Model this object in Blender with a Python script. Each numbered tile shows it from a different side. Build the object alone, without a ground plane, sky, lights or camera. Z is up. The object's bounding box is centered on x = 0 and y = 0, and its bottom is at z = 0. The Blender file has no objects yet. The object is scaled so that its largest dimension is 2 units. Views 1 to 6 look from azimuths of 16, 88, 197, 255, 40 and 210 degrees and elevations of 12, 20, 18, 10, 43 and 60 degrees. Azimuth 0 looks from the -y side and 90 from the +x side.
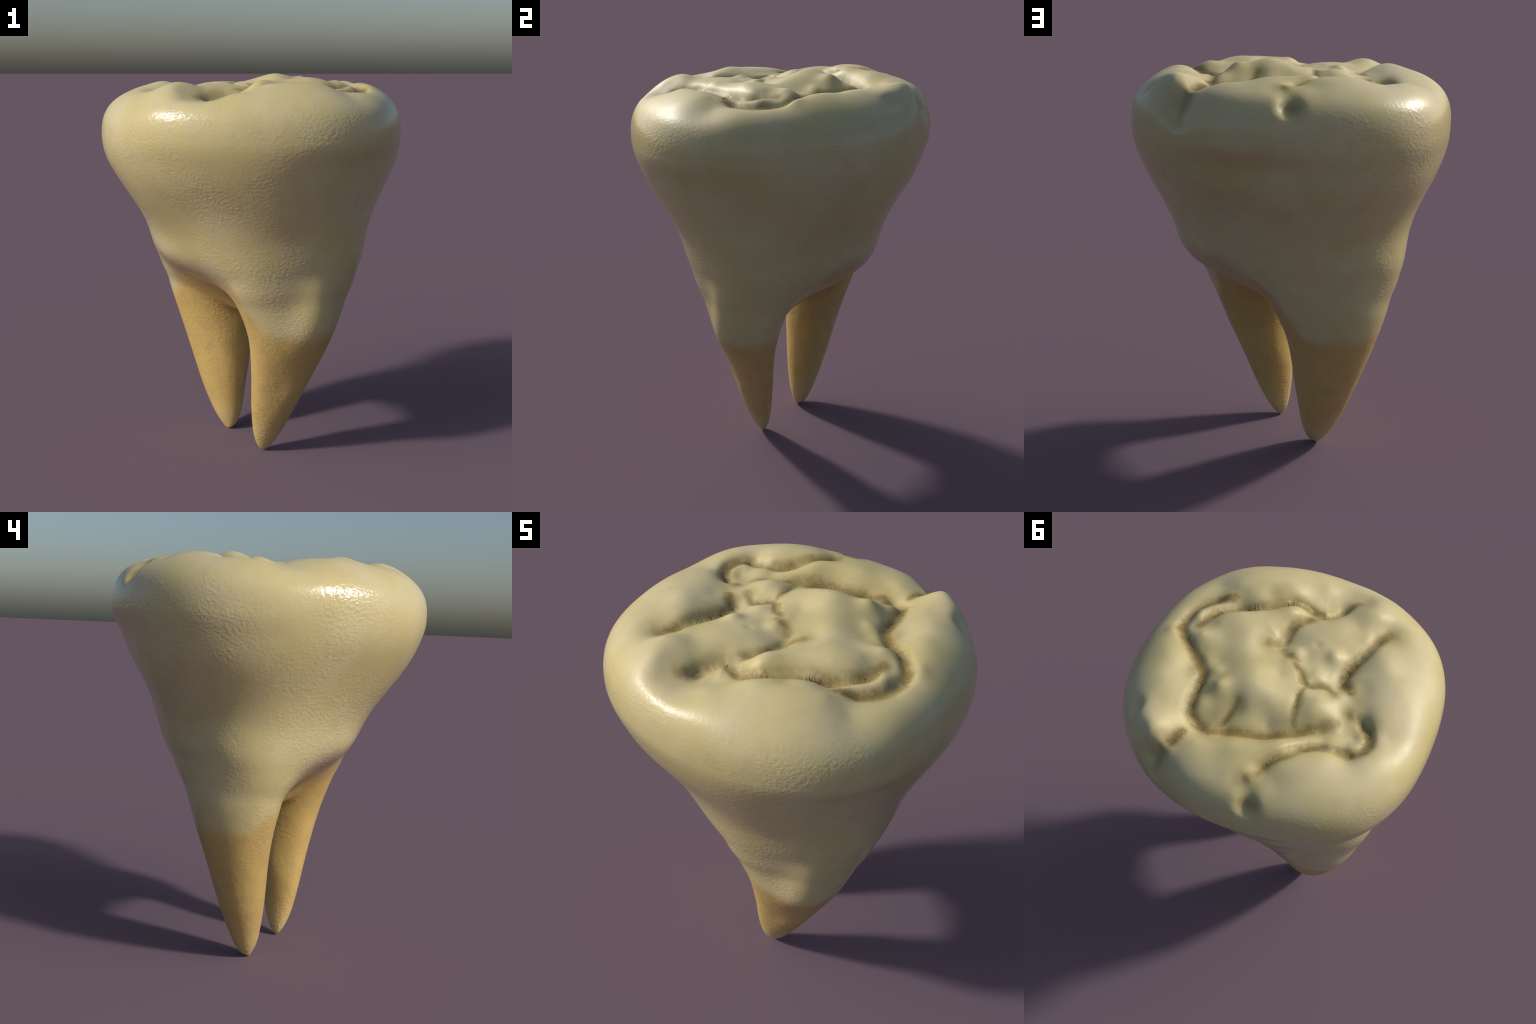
"""A two-rooted molar tooth.

The whole body is one smooth surface: a crown-and-neck loft whose
cross-sections are given by a few harmonics per level, two curved root lofts
blended into it at the furcation, and a chewing surface modelled as a height
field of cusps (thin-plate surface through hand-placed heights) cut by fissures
(splines with depth and width).  The blended surface is meshed, pulled exactly
onto its definition, and then split by region into crown, chewing surface,
neck and roots.
"""
import bpy
import numpy as np
import math

# ----------------------------------------------------------------------------
# frame: A runs from the rear root to the front root, B runs along the tunnel
# ----------------------------------------------------------------------------
AX = np.array([0.76, -0.65]) / math.hypot(0.76, 0.65)
BX = np.array([-AX[1], AX[0]])

EQUATOR = 1.70            # height of the widest ring of the crown
SHOULDER_P, SHOULDER_M = 5.5, 2.6

# crown and neck: level -> mean radius, then cos/sin of the 1st..4th harmonic
BODY = [
    (0.60, -.1216, .0020, .0008, .0007, -.0029, .0026, -.0021, -.0007, -.0013, -.0002, -.0005, .0001, .0003),
    (0.75, .0922, .0088, -.0047, .0268, -.0942, .0023, .0153, .0281, .0107, .0037, .0060, -.0060, -.0040),
    (0.90, .3699, .0153, .0097, .0410, -.0966, -.0129, .0117, .0231, -.0120, .0030, .0053, -.0007, -.0133),
    (1.05, .5207, .0120, .0138, .0465, -.0440, -.0099, .0123, .0034, -.0114, .0031, .0015, -.0039, -.0096),
    (1.20, .5675, .0140, .0100, .0357, -.0210, -.0063, .0083, .0001, -.0066, -.0029, -.0009, -.0035, -.0050),
    (1.35, .6301, .0040, .0068, .0251, -.0107, .0009, .0079, -.0093, .0002, -.0038, -.0002, .0006, -.0039),
    (1.50, .7073, -.0056, .0052, .0172, .0009, .0024, .0100, -.0153, -.0013, .0005, -.0005, .0014, -.0015),
    (1.60, .7455, -.0056, .0007, .0159, .0055, .0011, .0086, -.0187, -.0027, .0032, -.0015, .0005, -.0005),
    (1.70, .7691, -.0029, .0042, .0075, .0009, .0017, .0003, -.0174, -.0064, .0014, .0027, -.0040, -.0003),
]

# roots: centre line (height, a, b) and harmonics by sqrt(height)
FRONT_LINE = [(0, .176, -.052), (.1, .197, -.048), (.23, .232, -.04), (.38, .272, -.02),
              (.56, .315, 0), (.74, .35, .02), (.9, .38, .04), (1.2, .36, .04)]
FRONT = [
    (0.00, .0000, .0000, .0000, .0000, .0000, .0000, .0000, .0000, .0000),
    (0.16, .0273, -.0024, -.0003, -.0019, .0043, .0001, -.0001, .0001, .0000),
    (0.32, .0573, .0023, -.0005, -.0076, .0066, -.0001, .0002, .0000, .0000),
    (0.48, .0859, .0009, .0014, -.0114, .0120, .0001, .0004, .0001, -.0000),
    (0.62, .1157, -.0041, -.0013, -.0116, .0175, -.0004, .0027, .0018, -.0005),
    (0.75, .1445, .0030, -.0064, -.0187, .0228, -.0012, .0020, .0021, -.0008),
    (0.86, .1930, .0064, -.0140, -.0187, .0272, .0050, -.0002, .0060, -.0023),
    (0.95, .2204, -.0339, -.0176, -.0351, .0329, .0136, -.0040, .0081, -.0024),
    (1.10, .1957, -.0624, -.0238, -.0426, .0277, .0309, -.0100, .0108, -.0025),
]
REAR_LINE = [(0, -.175, -.06), (.1, -.20, -.046), (.23, -.235, -.045), (.38, -.268, -.04),
             (.56, -.3, -.037), (.74, -.33, -.04), (.9, -.36, -.04), (1.2, -.33, -.04)]
REAR = [
    (0.00, .0000, .0000, .0000, .0000, .0000, .0000, .0000, .0000, .0000),
    (0.16, .0365, -.0018, .0087, .0023, .0022, -.0002, .0001, .0000, .0001),
    (0.32, .0730, -.0007, -.0009, .0032, .0062, -.0001, -.0000, .0001, .0001),
    (0.48, .1077, .0001, -.0004, .0030, .0102, -.0001, .0000, .0000, .0000),
    (0.62, .1410, -.0021, .0007, .0039, .0157, -.0004, .0006, .0014, -.0005),
    (0.75, .1712, -.0114, .0044, -.0015, .0213, -.0011, -.0009, .0011, -.0007),
    (0.86, .2061, -.0155, .0130, -.0154, .0258, -.0071, -.0019, -.0003, -.0025),
    (0.95, .2332, .0187, .0129, -.0294, .0357, -.0162, -.0011, -.0022, -.0029),
    (1.10, .1987, .0507, .0165, -.0406, .0155, -.0327, -.0002, -.0055, -.0023),
]

# cusps, ridges and basins of the chewing surface: (x, y, height)
CUSPS = [
    # central ridge and its shoulders
    (.072, .182, 2.001), (.160, .205, 1.985), (.206, .255, 1.985), (.240, .335, 1.938),
    (-.05, .215, 1.958), (-.01, .17, 1.985), (-.11, .13, 1.955), (.08, .10, 1.988), (.00, .05, 1.952), (.003, -.029, 1.955),
    (.345, -.025, 1.963), (.25, -.09, 1.974), (.12, -.29, 1.970), (.18, .03, 1.962), (.13, -.04, 1.940), (.42, -.13, 1.962), (.54, -.10, 1.940), (.20, -.18, 1.970),
    (.255, .19, 1.942), (.300, .10, 1.925), (.428, .021, 1.968), (.39, .08, 1.935), (.33, -.17, 1.972),
    # small cusp between the hook and the centre
    (-.250, .100, 1.955), (-.23, .17, 1.945),
    # corner
    (.568, .054, 1.950), (.570, -.03, 1.930), (.488, -.084, 1.952), (.46, .16, 1.938), (.46, .32, 1.950),
    (.51, .20, 1.953), (.55, .25, 1.940), (.41, .44, 1.945), (.366, .52, 1.957), (.45, .53, 1.932), (.36, .61, 1.909),
    # small knobs
    (-.012, -.102, 1.950), (-.179, -.163, 1.952), (-.078, -.185, 1.948), (-.165, -.03, 1.935),
    (-.297, .011, 1.930),
    # western cusps and the basin
    (-.54, -.138, 1.942), (-.40, -.19, 1.961), (-.44, -.28, 1.950), (-.38, -.06, 1.926), (-.50, .04, 1.926), (-.58, .10, 1.902),
    (-.19, -.47, 1.955), (-.20, -.38, 1.942), (-.136, -.300, 1.952), (-.27, -.47, 1.955), (-.25, -.30, 1.934),
    (-.03, -.60, 1.880), (.05, -.56, 1.908),
    (-.15, -.62, 1.885), (-.22, -.57, 1.933),
    # front rim
    (.31, -.41, 1.961), (.43, -.33, 1.950), (.20, -.44, 1.955), (.17, -.53, 1.932), (.535, -.32, 1.908), (.51, -.22, 1.930), (-.10, -.12, 1.937), (-.39, -.43, 1.918), (.38, -.25, 1.928),
    # rear rim
    (-.41, .40, 1.946), (-.32, .40, 1.956), (-.23, .46, 1.966), (-.25, .55, 1.925), (-.46, .29, 1.918),
    (.165, .53, 1.918), (.04, .54, 1.938), (.0, .63, 1.918), (.12, .66, 1.905), (.02, .70, 1.878), (-.08, .66, 1.900), (-.065, .45, 1.948), (.0, .48, 1.945), (-.06, .56, 1.940), (-.18, .36, 1.950),
]

# floors of the valleys and of the basin
FLOORS = [
    (-.193, .262, 1.892), (.06, .395, 1.880), (.19, .42, 1.870), (-.31, .19, 1.900), (-.33, .25, 1.902), (-.44, .17, 1.886),
    (.085, .31, 1.915), (.06, .26, 1.960), (-.07, .29, 1.890), (-.02, .36, 1.880), (.311, .256, 1.896), (.270, .400, 1.898), (.345, .18, 1.910), (.540, .035, 1.918), (.40, .20, 1.918), (.34, .40, 1.935),
    (.310, -.255, 1.908), (.10, -.403, 1.885), (.21, -.315, 1.916), (-.08, -.53, 1.874), (.015, -.475, 1.882), (-.015, -.40, 1.890), (-.09, -.41, 1.920),
    (.475, -.04, 1.940), (-.344, -.42, 1.908), (-.265, -.11, 1.888), (-.31, -.33, 1.908), (-.500, .140, 1.885),
    (-.490, .25, 1.893), (-.38, .287, 1.905), (.088, -.18, 1.905), (.07, -.13, 1.908), (.03, -.32, 1.920), (-.23, .0, 1.912),
    (-.11, .03, 1.930), (.25, .53, 1.905),
]

# knobs (+) and hollows (-) on top of the cusps: (x, y, radius, height)
KNOBS = [
    (.496, -.090, .045, .026), (-.012, -.102, .038, .022), (-.180, -.165, .042, .024), (-.255, .105, .075, .022),
    (.072, .182, .090, .012), (.200, .250, .050, .015), (.240, .345, .045, .020), (.085, .290, .045, -.016),
    (-.42, -.23, .070, .014), (.03, -.49, .065, .009), (.355, .515, .070, .006),
    (-.165, -.03, .035, .012), (-.30, .01, .035, .010), (.585, .045, .040, .012), (.270, .165, .035, .012),
    (.17, -.45, .060, .012), (.27, -.36, .050, -.012), (.10, -.32, .060, .010), (-.20, -.45, .060, .006),
]

# fissures: width, depth, [(x, y) ...]
FISSURES = [
    (.028, .040, [(.432, -.265), (.51, -.21), (.563, -.135), (.57, -.049), (.555, .018), (.484, .08), (.395, .137),
                  (.336, .182), (.311, .256), (.299, .335), (.271, .405), (.213, .433), (.151, .435)]),
    (.026, .050, [(.475, -.030), (.470, -.110), (.395, -.202), (.307, -.256), (.244, -.297), (.194, -.343),
                  (.143, -.386), (.085, -.398), (.024, -.382), (-.025, -.388), (-.063, -.436), (-.085, -.497),
                  (-.117, -.539)]),
    (.026, .036, [(-.006, -.364), (.048, -.308), (.08, -.25), (.088, -.186), (.089, -.132), (.132, -.096)]),
    (.020, .028, [(.054, -.100), (.030, -.070), (-.029, -.062)]),
    (.018, .022, [(-.032, -.042), (-.076, -.015), (-.11, .029), (-.145, .038), (-.188, .006), (-.224, -.001),
                  (-.27, .023)]),
    (.029, .046, [(-.344, -.417), (-.312, -.347), (-.289, -.25), (-.268, -.169), (-.26, -.095), (-.277, -.061),
                  (-.334, -.036)]),
    (.025, .046, [(-.376, .068), (-.44, .081), (-.488, .113), (-.517, .166), (-.512, .22), (-.48, .26),
                  (-.431, .275), (-.381, .287), (-.317, .311), (-.266, .358), (-.226, .425), (-.181, .482),
                  (-.149, .544), (-.138, .588)]),
    (.036, .036, [(.151, .435), (.06, .403), (-.005, .379), (-.087, .35), (-.161, .307), (-.229, .253),
                  (-.297, .199), (-.346, .143)]),
    (.030, .020, [(.154, .43), (.114, .379), (.095, .31), (.088, .27)]),
    (.026, .036, [(.246, .509), (.262, .564), (.278, .600), (.290, .65)]),
    (.022, .018, [(-.184, .242), (-.151, .189), (-.139, .112), (-.136, .059)]),
]

# pits on the shoulder of the crown: centre, radius, depth
PITS = [
    ((.312, .668, 1.860), .046, .066),
    ((.300, .712, 1.795), .045, .024),
    ((-.184, .682, 1.855), .040, .044),
    ((-.165, .640, 1.895), .040, .012),
    ((.503, .490, 1.889), .045, .022),
    ((-.078, -.185, 1.945), .022, .007),
    ((.420, .580, 1.900), .080, -.008),     # knob beside the deep pit
]


def spline_weights(knots, z):
    """natural cubic spline: weights of the knot values at z"""
    n = len(knots)
    eye = np.eye(n)
    h = np.diff(knots)
    a = np.zeros((n, n))
    r = np.zeros((n, n))
    a[0, 0] = a[-1, -1] = 1
    for i in range(1, n - 1):
        a[i, i - 1], a[i, i], a[i, i + 1] = h[i - 1], 2 * (h[i - 1] + h[i]), h[i]
        r[i] = 6 * ((eye[i + 1] - eye[i]) / h[i] - (eye[i] - eye[i - 1]) / h[i - 1])
    m = np.linalg.solve(a, r)

    def value(table, z):
        sec = m @ table
        z = np.clip(z, knots[0], knots[-1])
        k = np.clip(np.searchsorted(knots, z) - 1, 0, n - 2)
        hk = h[k][:, None]
        u = (knots[k + 1] - z)[:, None] / hk
        v = 1 - u
        return (u * table[k] + v * table[k + 1]
                + ((u ** 3 - u) * sec[k] + (v ** 3 - v) * sec[k + 1]) * hk ** 2 / 6)
    return value


class Harmonics:
    """radius as a function of angle and level"""

    def __init__(self, rows, mirror_top=False, oval=False):
        self.oval = oval          # 2nd harmonic read as the stretch of an oval, so that it stays convex
        rows = np.array(rows)
        knots, table = rows[:, 0], rows[:, 1:]
        if mirror_top:
            knots = np.r_[knots, 2 * knots[-1] - knots[-2], 2 * knots[-1] - knots[-3]]
            table = np.vstack([table, table[-2], table[-3]])
        self.knots, self.table = knots, table
        # a dense lookup table keeps evaluation fast
        self.lo, self.hi = knots[0], knots[-1]
        fine = np.linspace(self.lo, self.hi, 600)
        self.fine = spline_weights(knots, fine)(table, fine)

    def __call__(self, x, y, rho, level):
        t = np.clip((level - self.lo) / (self.hi - self.lo), 0, 1) * 599
        i = np.minimum(t.astype(int), 598)
        f = (t - i)[:, None]
        c = self.fine[i] * (1 - f) + self.fine[i + 1] * f
        rr = np.maximum(rho, 1e-9)
        c1, s1 = x / rr, y / rr
        ck, sk = c1.copy(), s1.copy()
        r = c[:, 0].copy()
        for k in range(1, self.table.shape[1] // 2 + 1):
            wave = c[:, 2 * k - 1] * ck + c[:, 2 * k] * sk
            if self.oval and k == 2:
                stretch = 1 / np.sqrt(1 - 2 * np.clip(wave / np.maximum(c[:, 0], 1e-4), -.45, .45))
            else:
                r += wave
            ck, sk = ck * c1 - sk * s1, sk * c1 + ck * s1
        return r * stretch if self.oval else r


body = Harmonics(BODY, mirror_top=True)
front, rear = Harmonics(FRONT, oval=True), Harmonics(REAR, oval=True)


def smooth_union(p, q, k):
    h = np.clip(0.5 + 0.5 * (q - p) / k, 0, 1)
    return q * (1 - h) + p * h - k * h * (1 - h)


def root(P, line, prof):
    line = np.array(line)
    z = P[:, 2]
    centre = spline_weights(line[:, 0], None)(line[:, 1:], z)
    a = P[:, :2] @ AX - centre[:, 0]
    b = P[:, :2] @ BX - centre[:, 1]
    rho = np.hypot(a, b)
    w = np.sqrt(np.clip(z, 0, 2))
    f = rho - prof(a, b, rho, w)
    f = np.where(z < 0, np.hypot(rho, z), f)
    return f + 4 * np.clip(z - 0.92, 0, None) ** 2      # fades out inside the neck


def tunnel(P):
    """opening between the roots: its roof rises towards both mouths"""
    a, b, z = np.abs(P[:, :2] @ AX), np.abs(P[:, :2] @ BX), P[:, 2]
    roof = 0.745 + 0.50 * b
    width = np.interp(z, [0, .5], [.06, .125])
    up = np.clip((z - roof + 0.30) / 0.30, 0, None)
    return 0.12 * (np.sqrt((a / width) ** 2 + up ** 2) - 1)


def equator_radius(x, y):
    rho = np.hypot(x, y)
    return body(x, y, rho, np.full(len(x), EQUATOR))


def shoulder(x, y):
    s = np.hypot(x, y) / equator_radius(x, y)
    return np.clip(1 - s ** SHOULDER_P, 1e-3, 1) ** (1 / SHOULDER_M)


# ---- chewing surface: thin plate through the cusps
def knob_height(x, y):
    return sum(h * np.exp(-((x - kx) ** 2 + (y - ky) ** 2) / r ** 2) for kx, ky, r, h in KNOBS)


def plate_kernel(d2):
    return 0.5 * d2 * np.log(d2 + 1e-12)


class Plate:
    def __init__(self, cusps, floors):
        pts = np.array(cusps + floors)
        cusps = len(cusps)
        # the plate is lifted by what the fissures take away, in full on valley floors,
        # and by a little on cusps so that their flanks roll down into the fissures
        h = EQUATOR + (pts[:, 2] - EQUATOR) / shoulder(pts[:, 0], pts[:, 1])
        cut = fissure_depth(pts[:, 0], pts[:, 1])
        h += np.where(np.arange(len(pts)) < cusps, np.minimum(cut, 0.012), cut)
        h -= knob_height(pts[:, 0], pts[:, 1])
        ring = []
        for t in np.radians(np.arange(0, 360, 20)):
            r = 0.93 * equator_radius(np.array([math.cos(t)]), np.array([math.sin(t)]))[0]
            ring.append((r * math.cos(t), r * math.sin(t)))
        ring = np.array(ring)
        self.xy = np.vstack([pts[:, :2], ring])
        h = np.r_[h, np.interp(np.arange(0, 360, 20), [0, 90, 180, 270, 360], [1.950, 1.975, 1.944, 1.950, 1.950])]
        n = len(self.xy)
        d2 = ((self.xy[:, None] - self.xy[None]) ** 2).sum(-1)
        m = np.zeros((n + 3, n + 3))
        m[:n, :n] = plate_kernel(d2) + 1e-5 * np.eye(n)
        m[:n, n] = m[n, :n] = 1
        m[:n, n + 1:] = self.xy
        m[n + 1:, :n] = self.xy.T
        self.w = np.linalg.solve(m, np.r_[h, 0, 0, 0])

    def __call__(self, x, y):
        n = len(self.xy)
        out = self.w[n] + self.w[n + 1] * x + self.w[n + 2] * y
        for (px, py), w in zip(self.xy, self.w[:n]):
            out = out + w * plate_kernel((x - px) ** 2 + (y - py) ** 2)
        return out


def rounded_path(pts, per=5):
    p = np.array(pts, float)
    p = np.vstack([2 * p[0] - p[1], p, 2 * p[-1] - p[-2]])
    out = []
    for i in range(1, len(p) - 2):
        for t in np.linspace(0, 1, per, endpoint=False):
            out.append(0.5 * (2 * p[i] + (p[i + 1] - p[i - 1]) * t
                              + (2 * p[i - 1] - 5 * p[i] + 4 * p[i + 1] - p[i + 2]) * t ** 2
                              + (3 * p[i] - p[i - 1] - 3 * p[i + 1] + p[i + 2]) * t ** 3))
    out.append(p[-2])
    return np.array(out)


def path_distance(path, x, y):
    best = np.full(len(x), 9.0)
    n = len(path) - 1
    for i in range(n):
        (ax, ay), (bx, by) = path[i], path[i + 1]
        dx, dy = bx - ax, by - ay
        t = np.clip(((x - ax) * dx + (y - ay) * dy) / (dx * dx + dy * dy + 1e-12), 0, 1)
        d = np.hypot(x - ax - t * dx, y - ay - t * dy)
        best = np.minimum(best, d)
    return best


PATHS = [(w, d, rounded_path(p)) for w, d, p in FISSURES]


def fissure_depth(x, y):
    total = np.zeros(len(x))
    for w, depth, path in PATHS:
        lo, hi = path.min(0) - 0.2, path.max(0) + 0.2
        near = (x > lo[0]) & (x < hi[0]) & (y > lo[1]) & (y < hi[1])
        if not near.any():
            continue
        d = path_distance(path, x[near], y[near])
        ends = np.ones(len(d))
        for tip in (path[0], path[-1]):
            e = np.clip(np.hypot(x[near] - tip[0], y[near] - tip[1]) / 0.09, 0, 1)
            ends = ends * (0.15 + 0.85 * e * e * (3 - 2 * e))
        cut = depth * ends * (0.55 * np.exp(-(d / w) ** 2) + 0.55 * np.exp(-(d / (w + 0.040)) ** 2))
        old = total[near]
        total[near] = np.sqrt(old ** 2 + cut ** 2)      # crossing fissures do not add up
    return total


plate = Plate(CUSPS, FLOORS)


def tooth(P, fine=True):
    """signed field of the tooth, zero on its surface"""
    x, y, z = P.T
    rho = np.hypot(x, y)
    R = body(x, y, rho, np.minimum(z, EQUATOR))
    f = rho - R
    top = z > EQUATOR
    if top.any():
        xt, yt, zt, Rt = x[top], y[top], z[top], R[top]
        h = plate(xt, yt) + knob_height(xt, yt)
        if fine:
            h = h - fissure_depth(xt, yt)
        q = np.clip((zt - EQUATOR) / (h - EQUATOR), 0, None)
        f[top] = Rt * (((rho[top] / Rt) ** SHOULDER_P + q ** SHOULDER_M) ** (1 / SHOULDER_P) - 1)
        if fine:
            ft = f[top]
            for c, r, depth in PITS:
                d2 = ((P[top] - np.array(c)) ** 2).sum(1)
                ft = ft + depth * np.exp(-d2 / r ** 2)
            f[top] = ft
    low = z < 1.4
    if low.any():
        pl = P[low]
        g = smooth_union(root(pl, FRONT_LINE, front), root(pl, REAR_LINE, rear), 0.03)
        t = np.clip((0.42 - np.abs(pl[:, :2] @ AX)) / 0.17, 0, 1)
        whole = smooth_union(f[low], g, 0.12 - 0.05 * t * t * (3 - 2 * t))
        f[low] = -smooth_union(-whole, tunnel(pl), 0.05)
    return f


def gradient(P, e=1e-3):
    g = np.empty_like(P)
    for k in range(3):
        d = np.zeros(3)
        d[k] = e
        g[:, k] = (tooth(P + d) - tooth(P - d)) / (2 * e)
    return g


def mesh_field(step):
    """quads around the zero surface, one vertex per crossed cell"""
    ax = [np.arange(-0.86, 0.86, step), np.arange(-0.86, 0.86, step), np.arange(-0.04, 2.06, step)]
    nx, ny, nz = map(len, ax)
    val = np.empty((nx, ny, nz))
    X, Y = np.meshgrid(ax[0], ax[1], indexing='ij')
    for k, zz in enumerate(ax[2]):
        val[:, :, k] = tooth(np.c_[X.ravel(), Y.ravel(), np.full(X.size, zz)], False).reshape(nx, ny)
    inside = val < 0
    cs = np.zeros((nx - 1, ny - 1, nz - 1), int)
    for i in (0, 1):
        for j in (0, 1):
            for k in (0, 1):
                cs += inside[i:nx - 1 + i, j:ny - 1 + j, k:nz - 1 + k]
    active = (cs > 0) & (cs < 8)
    ident = np.full(active.shape, -1)
    cells = np.argwhere(active)
    ident[active] = np.arange(len(cells))
    verts = np.array([a[0] for a in ax]) + (cells + 0.5) * step
    quads = []
    for axis in range(3):
        u, v = (axis + 1) % 3, (axis + 2) % 3
        sl0 = [slice(None)] * 3
        sl1 = [slice(None)] * 3
        sl0[axis], sl1[axis] = slice(0, -1), slice(1, None)
        a, b = inside[tuple(sl0)], inside[tuple(sl1)]
        e = np.argwhere(a != b)
        e = e[(e[:, u] > 0) & (e[:, v] > 0)]
        flip = a[tuple(e.T)]
        du, dv = np.eye(3, dtype=int)[u], np.eye(3, dtype=int)[v]
        q = np.stack([ident[tuple((e - du - dv).T)], ident[tuple((e - dv).T)], ident[tuple(e.T)],
                      ident[tuple((e - du).T)]], 1)
        q[~flip] = q[~flip][:, ::-1]
        quads.append(q)
    return verts, np.vstack(quads)


def pull(V, times, stepmax):
    for _ in range(times):
        f = tooth(V)
        g = gradient(V)
        n2 = np.maximum((g ** 2).sum(1), 0.05)
        move = -(f / n2)[:, None] * g
        ln = np.linalg.norm(move, axis=1, keepdims=True)
        V = V + move * np.minimum(1, stepmax / np.maximum(ln, 1e-12))
    return V


def neighbour_mean(V, Q):
    ends = np.concatenate([Q[:, i] for i in range(4) for _ in (0, 1)])
    other = np.concatenate([Q[:, (i + d) % 4] for i in range(4) for d in (1, 3)])
    cnt = np.bincount(ends, minlength=len(V))
    out = np.stack([np.bincount(ends, V[other, k], len(V)) for k in range(3)], 1)
    return out / np.maximum(cnt, 1)[:, None]


def relax(V, Q, amount=0.5):
    return V + amount * (neighbour_mean(V, Q) - V)


def ramp(v, lo, hi):
    t = np.clip((v - lo) / (hi - lo), 0, 1)
    return t * t * (3 - 2 * t)


def outer_root_tops(P):
    return ramp(P[:, 2], .72, .84) * ramp(P[:, 2], 1.32, 1.12) * ramp(np.abs(P[:, :2] @ AX), .30, .40)


def tunnel_roof(P):
    return ramp(P[:, 2], .55, .72) * ramp(P[:, 2], 1.12, 1.0) * ramp(np.abs(P[:, :2] @ AX), .34, .26)


def melt(V, Q, weight, times):
    """even out a region of the surface"""
    q = Q[(weight(V)[Q] > 0).any(1)]
    used, inv = np.unique(q, return_inverse=True)
    q = inv.reshape(-1, 4)
    P = V[used]
    w = weight(P)
    rim = np.zeros(len(P), bool)
    rim[:] = w <= 0
    for _ in range(times):
        P = P + (0.6 * np.where(rim, 0, w))[:, None] * (neighbour_mean(P, q) - P)
    V = V.copy()
    V[used] = P
    return V


def subdivide(V, Q):
    n = len(V)
    e = np.sort(np.vstack([Q[:, [0, 1]], Q[:, [1, 2]], Q[:, [2, 3]], Q[:, [3, 0]]]), 1)
    key = e[:, 0] * n + e[:, 1]
    uniq, inv = np.unique(key, return_inverse=True)
    mid = 0.5 * (V[uniq // n] + V[uniq % n])
    cen = V[Q].mean(1)
    m = inv.reshape(4, -1).T + n
    c = np.arange(len(Q)) + n + len(uniq)
    out = [np.stack([Q[:, i], m[:, i], c, m[:, (i + 3) % 4]], 1) for i in range(4)]
    return np.vstack([V, mid, cen]), np.vstack(out)


CELL = 0.011
V, Q = mesh_field(CELL)
V = pull(V, 3, CELL)
for _ in range(3):
    V = pull(relax(V, Q), 2, CELL)
V, Q = subdivide(V, Q)
V = pull(V, 2, CELL)
V = pull(relax(V, Q), 2, CELL)
V = melt(V, Q, outer_root_tops, 70)
V = melt(V, Q, tunnel_roof, 80)
V[:, 2] -= V[:, 2].min()
V[:, 2] *= 2.0 / V[:, 2].max()
FN = np.cross(V[Q[:, 2]] - V[Q[:, 0]], V[Q[:, 3]] - V[Q[:, 1]])
NRM = np.stack([sum(np.bincount(Q[:, i], FN[:, k], len(V)) for i in range(4)) for k in range(3)], 1)
NRM /= np.maximum(np.linalg.norm(NRM, axis=1, keepdims=True), 1e-9)

# ----------------------------------------------------------------------------
# materials
# ----------------------------------------------------------------------------


class Graph:
    def __init__(self, name):
        self.mat = bpy.data.materials.new(name)
        self.mat.use_nodes = True
        self.t = self.mat.node_tree
        self.t.nodes.clear()

    def node(self, kind, **kw):
        n = self.t.nodes.new(kind)
        for k, v in kw.items():
            setattr(n, k, v)
        return n

    def put(self, sock, v):
        if isinstance(v, bpy.types.NodeSocket):
            self.t.links.new(v, sock)
        else:
            sock.default_value = v

    def math(self, op, a, b=None, c=None, clamp=False):
        n = self.node('ShaderNodeMath', operation=op, use_clamp=clamp)
        for s, v in zip(n.inputs, (a, b, c)):
            if v is not None:
                self.put(s, v)
        return n.outputs[0]

    def vec(self, op, a, b=None, scale=None):
        n = self.node('ShaderNodeVectorMath', operation=op)
        self.put(n.inputs[0], a)
        if b is not None:
            self.put(n.inputs[1], b)
        if scale is not None:
            self.put(n.inputs['Scale'], scale)
        return n.outputs['Value'] if op in ('DOT_PRODUCT', 'LENGTH', 'DISTANCE') else n.outputs[0]

    def step(self, v, lo, hi):
        n = self.node('ShaderNodeMapRange', interpolation_type='SMOOTHSTEP')
        self.put(n.inputs[0], v)
        self.put(n.inputs[1], lo)
        self.put(n.inputs[2], hi)
        return n.outputs[0]

    def mix(self, f, a, b):
        n = self.node('ShaderNodeMix', data_type='RGBA')
        self.put(n.inputs[0], f)
        self.put(n.inputs[6], a)
        self.put(n.inputs[7], b)
        return n.outputs[2]

    def noise(self, co, scale, detail=3, rough=0.55, dist=0.0):
        n = self.node('ShaderNodeTexNoise')
        self.put(n.inputs['Vector'], co)
        n.inputs['Scale'].default_value = scale
        n.inputs['Detail'].default_value = detail
        n.inputs['Roughness'].default_value = rough
        n.inputs['Distortion'].default_value = dist
        return n.outputs[0]


def rgb(r, g, b):
    return (r, g, b, 1)


ENAMEL = rgb(.565, .478, .222)
ENAMEL_PALE = rgb(.605, .52, .29)
DENTINE = rgb(.555, .388, .128)
DENTINE_PALE = rgb(.61, .465, .21)
BLUSH = rgb(.40, .30, .21)
STAIN = rgb(.20, .135, .030)


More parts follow.
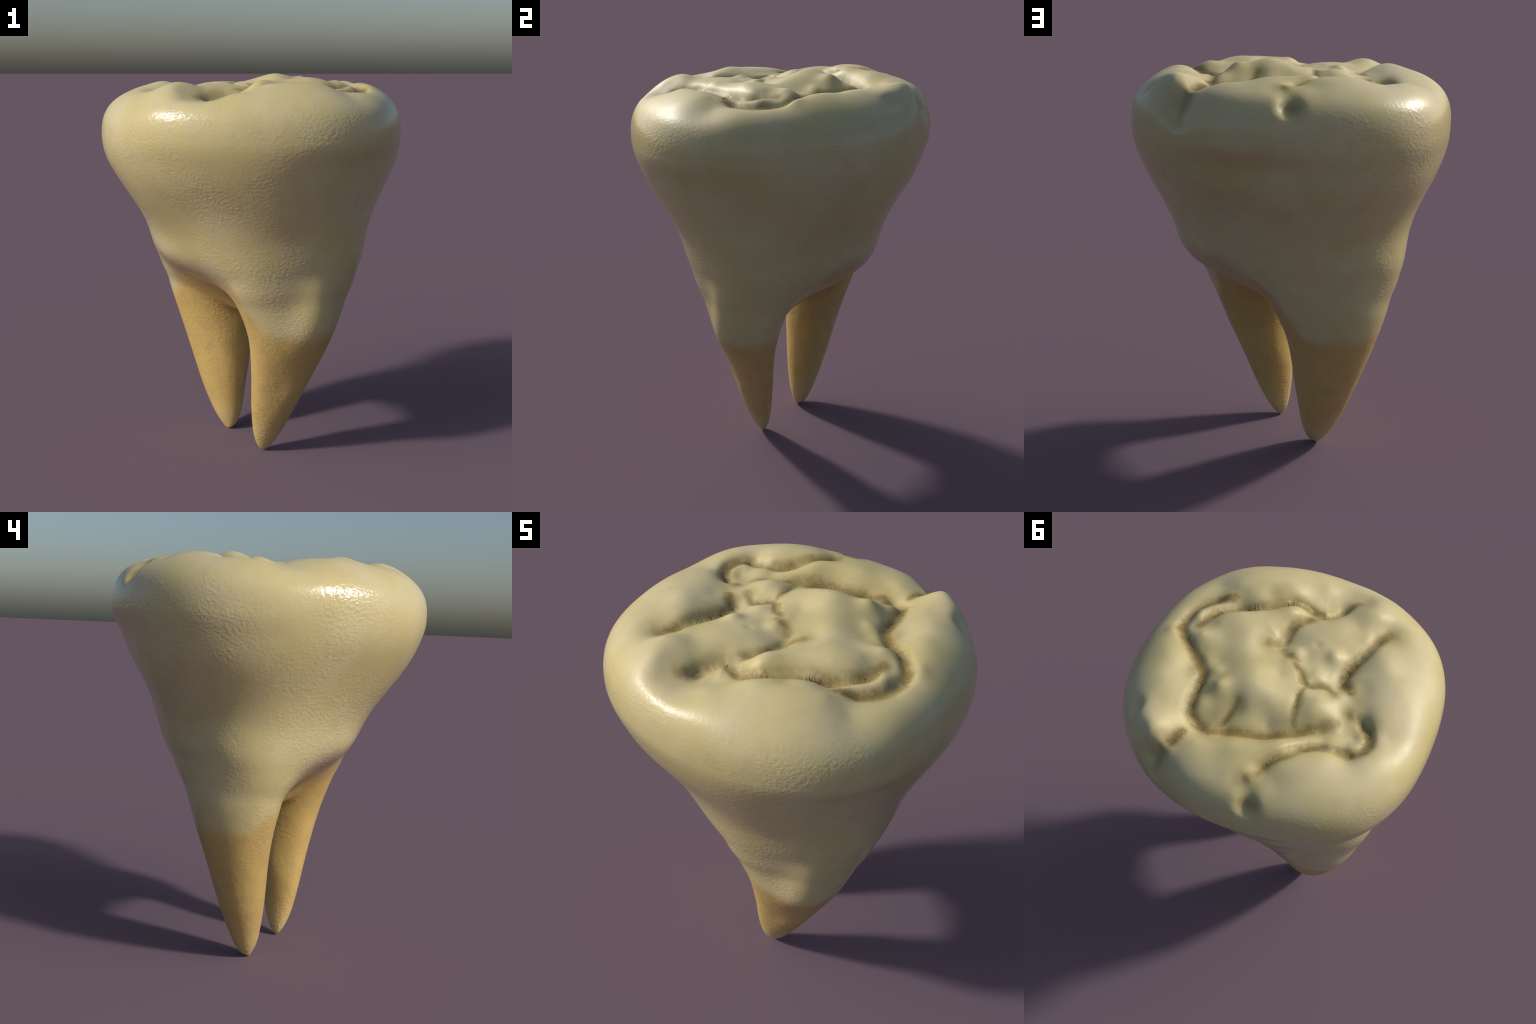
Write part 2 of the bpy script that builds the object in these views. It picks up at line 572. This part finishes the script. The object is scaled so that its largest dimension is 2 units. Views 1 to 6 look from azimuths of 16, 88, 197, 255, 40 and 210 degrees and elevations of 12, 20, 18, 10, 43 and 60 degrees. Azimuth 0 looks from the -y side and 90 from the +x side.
def tooth_material(name, with_fissures):
    g = Graph(name)
    co = g.node('ShaderNodeTexCoord').outputs['Object']
    sep = g.node('ShaderNodeSeparateXYZ')
    g.put(sep.inputs[0], co)
    z = sep.outputs[2]
    a = g.math('ABSOLUTE', g.vec('DOT_PRODUCT', co, (AX[0], AX[1], 0)))
    bs = g.vec('DOT_PRODUCT', co, (BX[0], BX[1], 0))
    b = g.math('ABSOLUTE', bs)

    cloud = g.noise(co, 3.2, 3)
    mottle = g.noise(co, 14, 4, .6)
    grain = g.noise(co, 70, 3, .6)

    col = g.mix(g.step(cloud, .35, .68), ENAMEL, ENAMEL_PALE)
    col = g.mix(g.math('MULTIPLY', g.step(mottle, .42, .72), .35), col, rgb(.50, .42, .235))

    # edge between enamel-like neck and yellow roots
    roof = g.math('MULTIPLY_ADD', b, .62, .755)
    inner = g.step(a, .40, .26)
    base = g.math('MULTIPLY_ADD', g.step(bs, -.15, -.32), .10, .725)
    edge = g.math('ADD', g.math('MULTIPLY', inner, g.math('SUBTRACT', roof, base)), base)
    wob = g.math('MULTIPLY_ADD', g.noise(co, 9, 3, .6), .10, -.05)
    below = g.math('SUBTRACT', g.math('ADD', edge, wob), z)
    blush = g.math('MULTIPLY', g.math('MULTIPLY', g.step(below, -.07, -.01), inner), .5)
    col = g.mix(blush, col, BLUSH)
    dent = g.mix(g.step(mottle, .40, .70), DENTINE, rgb(.50, .345, .13))
    dent = g.mix(g.math('MULTIPLY', g.step(z, .26, .03), .75), dent, DENTINE_PALE)
    streak_co = g.node('ShaderNodeMapping')
    streak_co.inputs['Scale'].default_value = (34, 34, 9)
    g.put(streak_co.inputs[0], co)
    streak = g.noise(streak_co.outputs[0], 1, 3, .6)
    dent = g.mix(g.math('MULTIPLY', g.step(streak, .55, .78), .30), dent, DENTINE_PALE)
    rootmask = g.step(below, -.035, .055)
    col = g.mix(rootmask, col, dent)

    # fine speckle
    col = g.mix(g.math('MULTIPLY', g.step(grain, .60, .75), .16), col, rgb(.72, .66, .50))

    # the worn top is duller than the polished sides
    rough = g.math('ADD', g.math('MULTIPLY_ADD', mottle, .12, .15), g.math('MULTIPLY', g.step(z, 1.78, 1.92), .28))
    if with_fissures:
        px = g.node('ShaderNodeCombineXYZ')
        g.put(px.inputs[0], sep.outputs[0])
        g.put(px.inputs[1], sep.outputs[1])
        flat = px.outputs[0]
        warp = g.node('ShaderNodeVectorMath', operation='MULTIPLY_ADD')
        nz = g.node('ShaderNodeTexNoise')
        nz.inputs['Scale'].default_value = 60
        g.put(nz.inputs['Vector'], co)
        g.put(warp.inputs[0], nz.outputs['Color'])
        warp.inputs[1].default_value = (.016, .016, 0)
        g.put(warp.inputs[2], g.vec('SUBTRACT', flat, (.008, .008, 0)))
        here = warp.outputs[0]
        best = None
        for w, depth, pts in FISSURES:
            w = min(w, depth * .8)          # shallow fissures hold less stain
            for p, q in zip(pts[:-1], pts[1:]):
                dx, dy = q[0] - p[0], q[1] - p[1]
                l2 = dx * dx + dy * dy
                if best is not None:      # evaluate the segments one after another
                    link = g.node('ShaderNodeCombineXYZ')
                    g.put(link.inputs[2], g.math('MULTIPLY', best, 1e-9))
                    now = g.vec('ADD', here, link.outputs[0])
                else:
                    now = here
                v = g.vec('SUBTRACT', now, (p[0], p[1], 0))
                t = g.math('MULTIPLY', g.vec('DOT_PRODUCT', v, (dx / l2, dy / l2, 0)), 1.0, clamp=True)
                d = g.vec('DISTANCE', v, g.vec('SCALE', (dx, dy, 0), scale=t))
                d = g.math('MULTIPLY', d, 1 / w)
                best = d if best is None else g.math('MINIMUM', best, d)
        for c, r, depth in PITS[:1] + PITS[2:3]:
            d = g.math('MULTIPLY', g.vec('DISTANCE', co, c), 1 / (r * .95))
            best = g.math('MINIMUM', best, d)
        soft = g.math('ADD', best, g.math('MULTIPLY_ADD', g.noise(co, 22, 4, .65), 1.1, -.55))
        stain = g.math('MULTIPLY', g.step(soft, 1.65, .25), .92)
        stain = g.math('MULTIPLY', stain, g.math('MULTIPLY_ADD', g.step(g.noise(co, 7, 2), .36, .60), .42, .58))
        for c, radius, depth in PITS[:1] + PITS[2:3]:          # the two deep pits are coloured dark all over
            stain = g.math('MAXIMUM', stain, g.math('MULTIPLY', g.step(g.vec('DISTANCE', co, c), radius * 1.05, radius * .45), .8))
        crumb = g.step(g.noise(co, 150, 2, .5), .60, .68)
        stain = g.math('MULTIPLY', stain, g.math('SUBTRACT', 1, g.math('MULTIPLY', crumb, .55)))
        col = g.mix(stain, col, STAIN)
        rough = g.math('MULTIPLY_ADD', stain, .20, rough)
        halo = g.math('MULTIPLY', g.math('MULTIPLY', g.step(soft, 3.2, .9), g.math('SUBTRACT', 1, stain)), .35)
        col = g.mix(halo, col, rgb(.42, .33, .11))

    # relief below the size of the mesh: soft pebbles, pin pricks, lengthwise streaks on the roots
    side = g.step(z, 1.92, 1.78)
    neck = g.math('MULTIPLY', g.step(z, 1.50, 1.25), g.step(z, .85, 1.05))
    patch = g.step(g.noise(co, 3.0, 2), .36, .60)
    lain = g.node('ShaderNodeMapping')          # pebbles lie slightly flat
    lain.inputs['Scale'].default_value = (60, 60, 78)
    g.put(lain.inputs[0], co)
    swell = g.noise(lain.outputs[0], 1, 1.5, .5, .2)
    pebble = g.math('MULTIPLY', g.math('POWER', swell, 2), g.math('MULTIPLY_ADD', patch, .75, .25))
    prick = g.math('MULTIPLY', g.step(g.noise(lain.outputs[0], 1.25, 1, .5), .36, .18),
                   g.math('MULTIPLY', patch, g.math('MULTIPLY_ADD', neck, .85, .15)))
    prick = g.math('MULTIPLY', prick, g.math('SUBTRACT', 1, rootmask))
    relief = g.math('SUBTRACT', pebble, g.math('MULTIPLY', prick, .45))
    relief = g.math('ADD', g.math('MULTIPLY', relief, g.math('MULTIPLY_ADD', side, .9, .1)),
                    g.math('MULTIPLY', g.math('MULTIPLY', streak, rootmask), .6))
    bump = g.node('ShaderNodeBump')
    bump.inputs['Strength'].default_value = 0.45
    bump.inputs['Distance'].default_value = 0.006
    g.put(bump.inputs['Height'], relief)

    s = g.node('ShaderNodeBsdfPrincipled')
    g.put(s.inputs['Base Color'], col)
    g.put(s.inputs['Roughness'], g.math('MULTIPLY_ADD', rootmask, .22, rough))
    s.inputs['IOR'].default_value = 1.5
    g.put(s.inputs['Normal'], bump.outputs[0])
    out = g.node('ShaderNodeOutputMaterial')
    g.put(out.inputs[0], s.outputs[0])
    return g.mat


PLAIN = tooth_material('tooth_side', False)
CHEW = tooth_material('tooth_chewing_surface', True)

# ----------------------------------------------------------------------------
# split by region into parts that share one origin and the body's normals
# ----------------------------------------------------------------------------
C = V[Q].mean(1)
ca, cb = C[:, :2] @ AX, np.abs(C[:, :2] @ BX)
s_rim = np.hypot(C[:, 0], C[:, 1]) / equator_radius(C[:, 0], C[:, 1])
inner = np.clip((.37 - np.abs(ca)) / .09, 0, 1)
root_edge = .725 + inner * (.755 + .62 * cb - .725)
is_top = (C[:, 2] > 1.74) & (s_rim < .985)
is_root = C[:, 2] < root_edge
is_crown = (~is_top) & (C[:, 2] > 1.15)
regions = [
    ('chewing_surface', is_top, CHEW),
    ('crown', is_crown, PLAIN),
    ('neck', (~is_top) & (~is_crown) & (~is_root), PLAIN),
    ('root', is_root & (ca > 0), PLAIN),
    ('root', is_root & (ca <= 0), PLAIN),
]

thing = bpy.data.objects.new('molar_tooth', None)
bpy.context.scene.collection.objects.link(thing)
thing['label'] = 'cream molar tooth with fissured top and two yellow roots'
thing['category'] = 'tooth'

for name, pick, mat in regions:
    faces = Q[pick]
    used, inv = np.unique(faces, return_inverse=True)
    me = bpy.data.meshes.new(name)
    me.vertices.add(len(used))
    me.vertices.foreach_set('co', V[used].ravel())
    me.loops.add(len(faces) * 4)
    me.loops.foreach_set('vertex_index', inv.ravel().astype(np.int32))
    me.polygons.add(len(faces))
    me.polygons.foreach_set('loop_start', np.arange(0, len(faces) * 4, 4, dtype=np.int32))
    me.polygons.foreach_set('use_smooth', np.ones(len(faces), bool))
    me.update(calc_edges=True)
    me.validate()
    me.materials.append(mat)
    me.normals_split_custom_set_from_vertices([tuple(n) for n in NRM[used]])
    ob = bpy.data.objects.new(name, me)
    ob.parent = thing
    bpy.context.scene.collection.objects.link(ob)
